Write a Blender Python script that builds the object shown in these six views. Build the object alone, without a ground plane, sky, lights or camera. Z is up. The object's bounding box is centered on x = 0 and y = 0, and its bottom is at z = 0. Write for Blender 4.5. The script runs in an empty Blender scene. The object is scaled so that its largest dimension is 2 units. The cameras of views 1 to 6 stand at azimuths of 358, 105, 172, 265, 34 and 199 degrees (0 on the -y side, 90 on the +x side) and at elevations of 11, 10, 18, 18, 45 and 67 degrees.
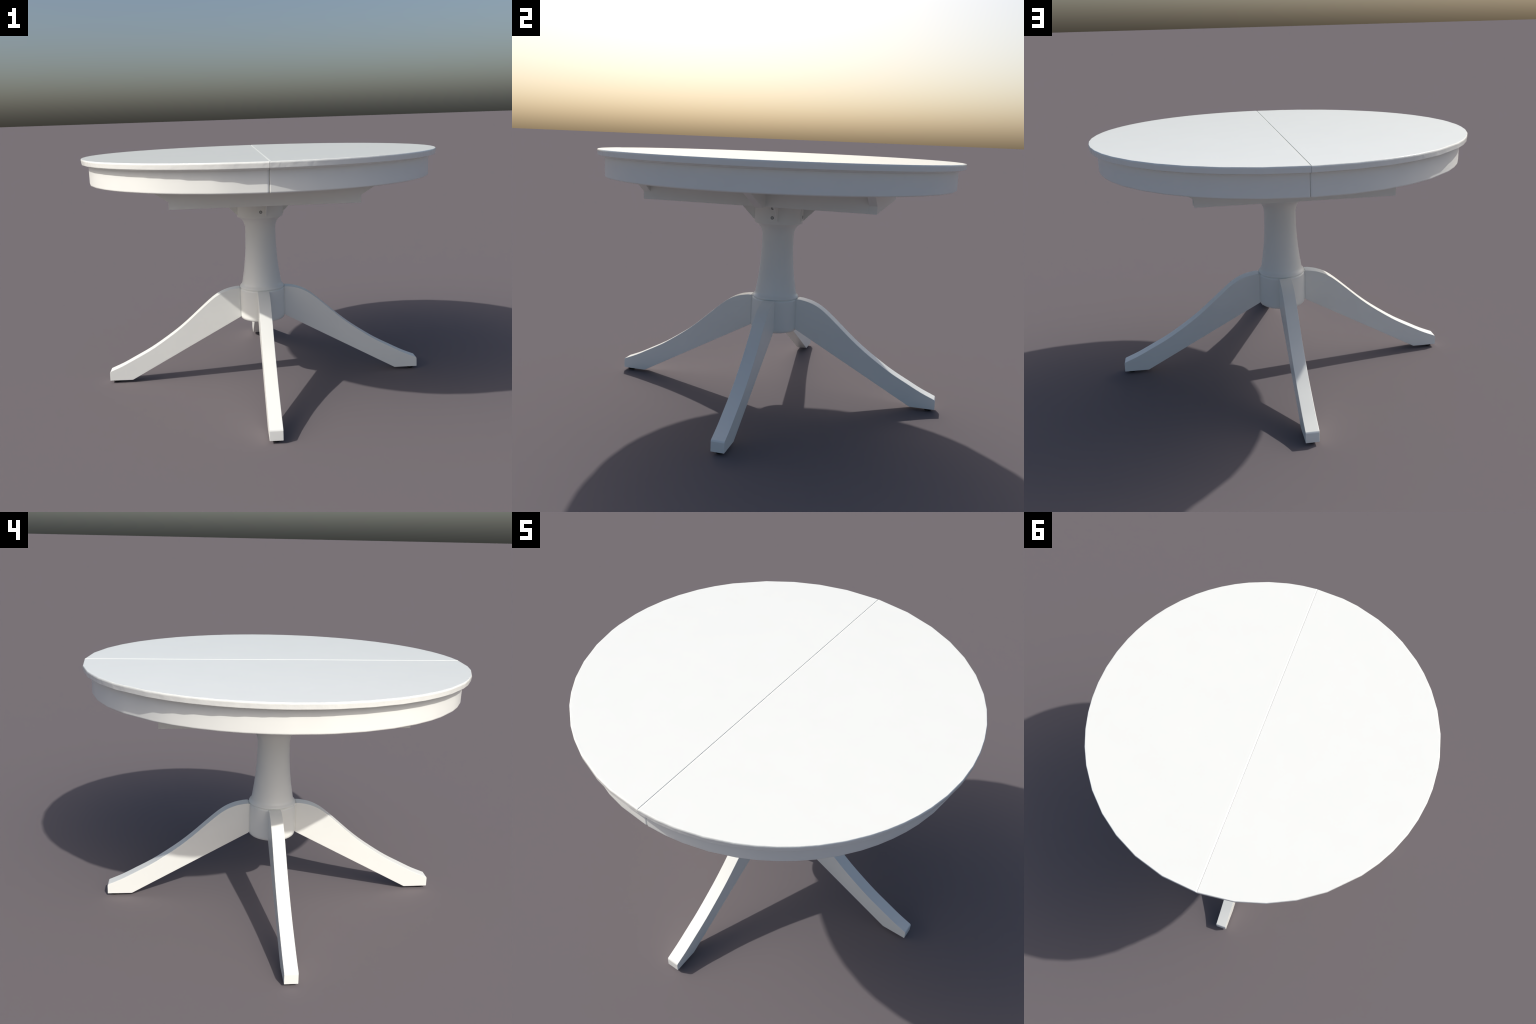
"""White painted round extendable pedestal table: split top, curved apron, turned column, four splayed legs."""
import bpy, bmesh, math, random
from mathutils import Vector, Matrix

random.seed(7)

# ------------------------------------------------------------------ materials
def painted(name, colour, rough, grain=0.012, rim_wobble=0.0, tint=0.0):
    """Satin paint: flat colour with a faint cloudy tint and a very fine brushed bump."""
    m = bpy.data.materials.new(name)
    m.use_nodes = True
    nt = m.node_tree
    bs = nt.nodes["Principled BSDF"]
    N, L = nt.nodes.new, nt.links.new
    tc = N("ShaderNodeTexCoord")
    cloud = N("ShaderNodeTexNoise")
    cloud.inputs["Scale"].default_value = 6.0
    cloud.inputs["Detail"].default_value = 4.0
    L(tc.outputs["Object"], cloud.inputs["Vector"])
    ramp = N("ShaderNodeValToRGB")
    ramp.color_ramp.elements[0].position = 0.35
    ramp.color_ramp.elements[1].position = 0.65
    lo = [c * (1.0 - tint) for c in colour]
    ramp.color_ramp.elements[0].color = (*lo, 1)
    ramp.color_ramp.elements[1].color = (*colour, 1)
    L(cloud.outputs["Fac"], ramp.inputs["Fac"])
    L(ramp.outputs["Color"], bs.inputs["Base Color"])
    bs.inputs["Roughness"].default_value = rough
    bs.inputs["Specular IOR Level"].default_value = 0.5
    fine = N("ShaderNodeTexNoise")
    fine.inputs["Scale"].default_value = 70.0
    fine.inputs["Detail"].default_value = 5.0
    L(tc.outputs["Object"], fine.inputs["Vector"])
    bump = N("ShaderNodeBump")
    bump.inputs["Strength"].default_value = grain
    bump.inputs["Distance"].default_value = 0.01
    L(fine.outputs["Fac"], bump.inputs["Height"])
    last = bump
    if rim_wobble:
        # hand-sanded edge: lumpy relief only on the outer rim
        sep = N("ShaderNodeSeparateXYZ")
        L(tc.outputs["Object"], sep.inputs[0])
        cx = N("ShaderNodeCombineXYZ")
        L(sep.outputs["X"], cx.inputs[0]); L(sep.outputs["Y"], cx.inputs[1])
        ln = N("ShaderNodeVectorMath"); ln.operation = "LENGTH"
        L(cx.outputs[0], ln.inputs[0])
        mask = N("ShaderNodeMapRange")
        mask.inputs["From Min"].default_value = 0.982
        mask.inputs["From Max"].default_value = 0.997
        L(ln.outputs["Value"], mask.inputs["Value"])
        lump = N("ShaderNodeTexNoise")
        lump.inputs["Scale"].default_value = 22.0
        lump.inputs["Detail"].default_value = 3.0
        L(tc.outputs["Object"], lump.inputs["Vector"])
        zero = N("ShaderNodeMath"); zero.operation = "SUBTRACT"
        zero.inputs[1].default_value = 0.5
        L(lump.outputs["Fac"], zero.inputs[0])
        mul = N("ShaderNodeMath"); mul.operation = "MULTIPLY"
        L(zero.outputs[0], mul.inputs[0]); L(mask.outputs[0], mul.inputs[1])
        b2 = N("ShaderNodeBump")
        b2.inputs["Strength"].default_value = rim_wobble
        b2.inputs["Distance"].default_value = 0.02
        L(mul.outputs[0], b2.inputs["Height"])
        L(bump.outputs["Normal"], b2.inputs["Normal"])
        last = b2
    L(last.outputs["Normal"], bs.inputs["Normal"])
    return m

WHITE = (0.905, 0.92, 0.875)
mat_top = painted("white_satin_top", WHITE, 0.2, 0.003, rim_wobble=0.14, tint=0.01)
mat_paint = painted("white_satin_paint", WHITE, 0.3, 0.006, tint=0.015)
mat_steel = painted("grey_screw_steel", (0.50, 0.53, 0.52), 0.45, 0.01)
mat_dark = painted("grey_recess", (0.17, 0.18, 0.175), 0.7, 0.01)
mat_rubber = painted("black_rubber", (0.008, 0.008, 0.008), 0.8, 0.01)

# ------------------------------------------------------------------ helpers
root = bpy.data.objects.new("round_pedestal_table", None)
bpy.context.collection.objects.link(root)
root["label"] = "round white extendable pedestal dining table, four splayed legs"
root["category"] = "dining table"

def add(name, me, mat=None, parent=root, kind=None):
    ob = bpy.data.objects.new(name, me)
    bpy.context.collection.objects.link(ob)
    ob.parent = parent
    if mat and not me.materials:
        me.materials.append(mat)
    if kind:
        ob["kind"] = kind
    return ob

def flatten_normals(me):
    """area-weighted normals: broad faces shade flat, only the eased edges turn"""
    tmp = bpy.data.objects.new("helper", me)
    bpy.context.collection.objects.link(tmp)
    md = tmp.modifiers.new("wn", "WEIGHTED_NORMAL")
    md.mode = "FACE_AREA"
    md.weight = 100
    md.keep_sharp = True
    ev = tmp.evaluated_get(bpy.context.evaluated_depsgraph_get())
    out = bpy.data.meshes.new_from_object(ev)
    bpy.data.objects.remove(tmp)
    out.name = me.name
    return out

def mesh(name, verts, faces, angle=35, bevel=0.0, segs=2):
    me = bpy.data.meshes.new(name)
    bm = bmesh.new()
    vs = [bm.verts.new(v) for v in verts]
    for f in faces:
        bm.faces.new([vs[i] for i in f])
    bmesh.ops.remove_doubles(bm, verts=bm.verts, dist=1e-6)
    bmesh.ops.recalc_face_normals(bm, faces=bm.faces)
    if bevel:
        ed = [e for e in bm.edges if len(e.link_faces) == 2 and e.calc_face_angle() > math.radians(25)]
        bmesh.ops.bevel(bm, geom=ed, offset=bevel, segments=segs, profile=0.5, affect="EDGES", clamp_overlap=True)
    for f in bm.faces:
        f.smooth = True
    bm.to_mesh(me)
    bm.free()
    me.set_sharp_from_angle(angle=math.radians(angle))
    return flatten_normals(me)

def loft(rings, cap=True):
    """closed rings of equal length -> (verts, faces)"""
    n = len(rings[0])
    verts = [p for r in rings for p in r]
    faces = []
    for k in range(len(rings) - 1):
        for i in range(n):
            j = (i + 1) % n
            faces.append((k * n + i, k * n + j, (k + 1) * n + j, (k + 1) * n + i))
    if cap:
        faces.append(tuple(range(n)))
        faces.append(tuple((len(rings) - 1) * n + i for i in range(n)))
    return verts, faces

def box(name, lo, hi, bevel=0.003):
    x0, y0, z0 = lo; x1, y1, z1 = hi
    r = lambda z: [(x0, y0, z), (x1, y0, z), (x1, y1, z), (x0, y1, z)]
    return mesh(name, *loft([r(z0), r(z1)]), bevel=bevel)

def prism(name, outline, half, bevel):
    """side outline in (r, z), extruded in the y direction by +-half"""
    return mesh(name, *loft([[(r, -half, z) for r, z in outline], [(r, half, z) for r, z in outline]]),
                bevel=bevel, angle=32)

def revolve(name, profile, seg=64, angle=40):
    rings = [[(r * math.cos(2 * math.pi * i / seg), r * math.sin(2 * math.pi * i / seg), z) for i in range(seg)]
             for r, z in profile]
    return mesh(name, *loft(rings), angle=angle)

# ------------------------------------------------------------------ split round top
# The rim is cut as a many-sided polygon; corner directions (degrees) of each half.
FACETS_EAST = [-84.5, -79.4, -72.4, -65.3, -60.4, -55.5, -50.8, -46.0, -40.0, -34.1, -29.5, -25.0, -20.7, -16.5, -10.4,
               -3.5, 2.8, 8.5, 14.0, 20.0, 26.4, 33.0, 41.9, 50.5, 59.0, 68.0, 78.4]
FACETS_WEST = [101.3, 110.8, 119.6, 129.0, 140.5, 146.9, 152.8, 159.8, 165.7, 172.0, 177.1, 184.6, 188.2, 196.5,
               205.2, 212.9, 219.4, 224.9, 233.3, 238.8, 245.4, 254.4, 260.3]

EASE, EASE_Z = 0.0045, 0.0090   # elliptical rounding of the outer upper edge
def top_profile(top, chamfer, drop):
    """(radius, half seam gap, z): underside -> cove -> rim -> eased edge -> flat top"""
    gap = 0.0006
    prof = [(0.930, gap, 1.3220), (0.961, gap, 1.3220), (0.980, gap, 1.3290), (0.9950, gap, 1.3322),
            (0.9972, gap, 1.3332), (0.9980, gap, 1.3350), (0.9990, gap, 1.3450)]
    for k in range(10):
        t = math.radians(10 * k)
        z = top - EASE_Z + EASE_Z * math.sin(t)
        prof.append((1.0003 - EASE + EASE * math.cos(t), gap + chamfer * max(0.0, (z - (top - drop)) / drop), z))
    prof.append((0.985, gap + chamfer + 0.004, top))
    return prof

def half_ring(r, xs, z, facets, side):
    arc = [(r * math.cos(math.radians(a)), r * math.sin(math.radians(a)), z) for a in facets]
    y = math.sqrt(r * r - xs * xs)
    ends = [(side * xs, -side * y, z), (side * xs, side * y, z)]
    return [ends[0]] + arc + [ends[1]]

# the east half stands a hair proud and has a worn chamfer along the seam, the west half a square edge
for side, fac, top, chamfer, drop in ((1, FACETS_EAST, 1.3632, 0.0065, 0.0028), (-1, FACETS_WEST, 1.3625, 0.0006, 0.0010)):
    rings = [half_ring(r, xs, z, fac, side) for r, xs, z in top_profile(top, chamfer, drop)]
    me = mesh("tabletop_half", *loft(rings), angle=17)
    add("tabletop_half", me, mat_top)

# ------------------------------------------------------------------ apron, one curved band per half
APRON = [(0.9603, 1.3235), (0.9603, 1.2255), (0.9594, 1.2210), (0.9565, 1.2182), (0.9520, 1.2168),
         (0.9330, 1.2168), (0.9270, 1.2205), (0.9250, 1.2265), (0.9250, 1.3235)]
mid = (0.9425, 1.2615)

for side, fac in ((1, FACETS_EAST), (-1, FACETS_WEST)):
    rings = []
    def end(xs, shrink, sgn):
        ring = []
        for r, z in APRON:
            rr = r - shrink * (1 if r > mid[0] else -1)
            zz = z + (shrink if z < mid[1] - 0.03 else 0)
            ring.append((side * xs, sgn * math.sqrt(rr * rr - xs * xs), zz))
        return ring
    w = 1.0 if side < 0 else 0.3          # the west end is eased more
    steps = [(0.0007, 0.0045 * w), (0.0007 + 0.003 * w, 0.0020 * w), (0.0007 + 0.007 * w, 0.0006 * w), (0.0007 + 0.012 * w, 0.0)]
    rings += [end(x, q, -side) for x, q in steps]
    for a in fac:
        c, s = math.cos(math.radians(a)), math.sin(math.radians(a))
        rings.append([(r * c, r * s, z) for r, z in APRON])
    rings += [end(x, q, side) for x, q in reversed(steps)]
    add("apron_half", mesh("apron_half", *loft(rings), angle=50), mat_paint)

for s in (-1, 1):
    add("joint_block", box("joint_block", (-0.03, min(s * 0.895, s * 0.9255), 1.240), (0.03, max(s * 0.895, s * 0.9255), 1.3215)), mat_paint)
add("seam_batten", box("seam_batten", (-0.045, -0.89, 1.298), (0.045, 0.89, 1.3225)), mat_paint)

# ------------------------------------------------------------------ underframe
FRAME_Z = 1.116
def rail_outline(tip, step, slope, top, reach):
    zc = step + (reach - tip) * slope
    pts = [(-tip, FRAME_Z), (tip, FRAME_Z), (tip, step), (reach, zc), (reach, top), (-reach, top), (-reach, zc), (-tip, step)]
    return pts

rail_me = prism("side_rail", rail_outline(0.483, 1.155, 0.62, 1.3225, 0.67), 0.020, 0.0015)
for y in (-0.585, 0.585):
    ob = add("side_rail", rail_me, mat_paint)
    ob.location = (0, y, 0)

board_me = box("cross_board", (-0.0175, -0.566, FRAME_Z + 0.001), (0.0175, 0.566, 1.29), 0.0015)
for x in (-0.4660, 0.4705):
    ob = add("cross_board", board_me, mat_paint)
    ob.location = (x, 0, 0)

# long runner through both cross boards, its ends cut on a slant
slide_me = prism("slide_runner", [(-0.545, 1.1176), (0.545, 1.1176), (0.835, 1.2388), (0.835, 1.3225), (-0.835, 1.3225), (-0.835, 1.2388)], 0.019, 0.0015)
ob = add("slide_runner", slide_me, mat_paint)
ob.location = (0, 0.037, 0)
add("mounting_board", box("mounting_board", (-0.446, -0.16, FRAME_Z + 0.0005), (0.450, 0.16, 1.1225), 0.002), mat_paint)

# ------------------------------------------------------------------ turned column and hub
COLUMN = [(0.100, 0.535), (0.1250, 0.550), (0.1275, 0.5555), (0.1310, 0.5595), (0.1318, 0.5640), (0.1295, 0.5690),
          (0.1252, 0.5730), (0.1204, 0.5785), (0.1165, 0.590), (0.1120, 0.618), (0.1052, 0.662), (0.0998, 0.705),
          (0.0958, 0.745), (0.0925, 0.790), (0.0905, 0.840), (0.0895, 0.885), (0.0897, 0.918), (0.0925, 0.936),
          (0.0975, 0.951), (0.1050, 0.964), (0.1140, 0.9735), (0.1235, 0.9800), (0.1322, 0.9845),
          (0.1348, 0.9870), (0.1355, 0.9910), (0.1355, 1.1165)]
add("column", revolve("column", COLUMN, angle=30), mat_paint)
HUB = [(0.100, 0.3660), (0.1180, 0.3665), (0.1255, 0.3690), (0.1305, 0.3740), (0.1330, 0.3820), (0.1335, 0.3900),
       (0.1335, 0.5450), (0.1325, 0.5500), (0.1295, 0.5535), (0.1240, 0.5550), (0.09, 0.5550)]
add("hub", revolve("hub", HUB), mat_paint)

# ------------------------------------------------------------------ angle brackets between column head and frame
# a plate screwed to the head with a 45 degree web along one side
def bracket():
    plate = [(0.118, -0.026), (0.1385, -0.026), (0.1385, 0.032), (0.118, 0.032)]
    v, f = loft([[(x, y, 1.0005) for x, y in plate], [(x, y, FRAME_Z + 0.0008) for x, y in plate]])
    web = [(0.1380, 1.0010), (0.2545, FRAME_Z + 0.0012), (0.1380, FRAME_Z + 0.0012)]
    v2, f2 = loft([[(r, 0.0250, z) for r, z in web], [(r, 0.0315, z) for r, z in web]])
    n = len(v)
    return mesh("bracket", v + v2, f + [tuple(i + n for i in q) for q in f2], bevel=0.0008, segs=1)

bracket_me = bracket()
screw_me = revolve("screw", [(0.001, -0.004), (0.0058, -0.004), (0.0060, 0.0010), (0.0046, 0.0024), (0.0024, 0.0024), (0.0018, 0.0006), (0.0005, 0.0006)], 20)
sink_me = revolve("screw_hole", [(0.0005, -0.006), (0.0090, -0.006), (0.0090, 0.0006), (0.0068, 0.0008), (0.0064, 0.0001), (0.0005, 0.0001)], 20)
for k in range(4):
    b = add("bracket", bracket_me, mat_paint)
    b.rotation_euler = (0, 0, k * math.pi / 2)
    for z in (1.024, 1.0775):
        for nm, me, mt in (("screw", screw_me, mat_steel), ("screw_hole", sink_me, mat_dark)):
            s = add(nm, me, mt, parent=b)
            s.location = (0.1385, -0.001, z)
            s.rotation_euler = (0, math.pi / 2, 0)

# ------------------------------------------------------------------ legs
LEG_TOP = [(0.115, 0.5565), (0.150, 0.5560), (0.177, 0.5520), (0.211, 0.5440), (0.252, 0.5275), (0.290, 0.5040),
           (0.330, 0.4720), (0.385, 0.4235), (0.455, 0.3610), (0.520, 0.3080), (0.600, 0.2510), (0.688, 0.1940),
           (0.780, 0.1445), (0.860, 0.1030), (0.9365, 0.0705)]

def smooth_curve(pts, n):
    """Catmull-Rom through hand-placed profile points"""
    out = []
    P = [pts[0]] + pts + [pts[-1]]
    for i in range(1, len(P) - 2):
        for k in range(n):
            t = k / n
            q = []
            for d in (0, 1):
                a, b, c, e = (P[i + j][d] for j in (-1, 0, 1, 2))
                q.append(0.5 * (2 * b + (c - a) * t + (2 * a - 5 * b + 4 * c - e) * t * t + (3 * b - a - 3 * c + e) * t ** 3))
            out.append(tuple(q))
    out.append(pts[-1])
    return out

top_curve = [(r, z + 0.0018) for r, z in smooth_curve(LEG_TOP, 3)]
SHOULDER = 0.1345   # the leg's shoulder stops just short of the hub; a narrower tenon enters it
def bottom_z(r):
    return 0.3918 + (r - 0.115) / (0.8040 - 0.115) * (0.0138 - 0.3918)
foot = [(0.9405, 0.0650), (0.9412, 0.0145), (0.8040, 0.0138)]
leg_outline = [(SHOULDER, 0.5580)] + [p for p in top_curve if p[0] > SHOULDER + 0.002] + foot + [(SHOULDER, bottom_z(SHOULDER))]
leg_me = prism("leg", leg_outline, 0.0340, 0.0020)
tenon = [(0.112, 0.5565), (0.150, 0.5540), (0.150, bottom_z(0.150) + 0.002), (0.112, bottom_z(0.112) + 0.0015)]
tenon_me = prism("tenon", tenon, 0.0318, 0.0008)
pad_me = revolve("foot_pad", [(0.006, 0.0), (0.019, 0.0), (0.021, 0.003), (0.021, 0.0165), (0.006, 0.0165)], 28)
for k in range(4):
    lg = add("leg", leg_me, mat_paint)
    lg.rotation_euler = (0, 0, k * math.pi / 2)
    add("tenon", tenon_me, mat_paint, parent=lg)
    pad = add("foot_pad", pad_me, mat_rubber, parent=lg)
    pad.location = (0.905, 0, 0)
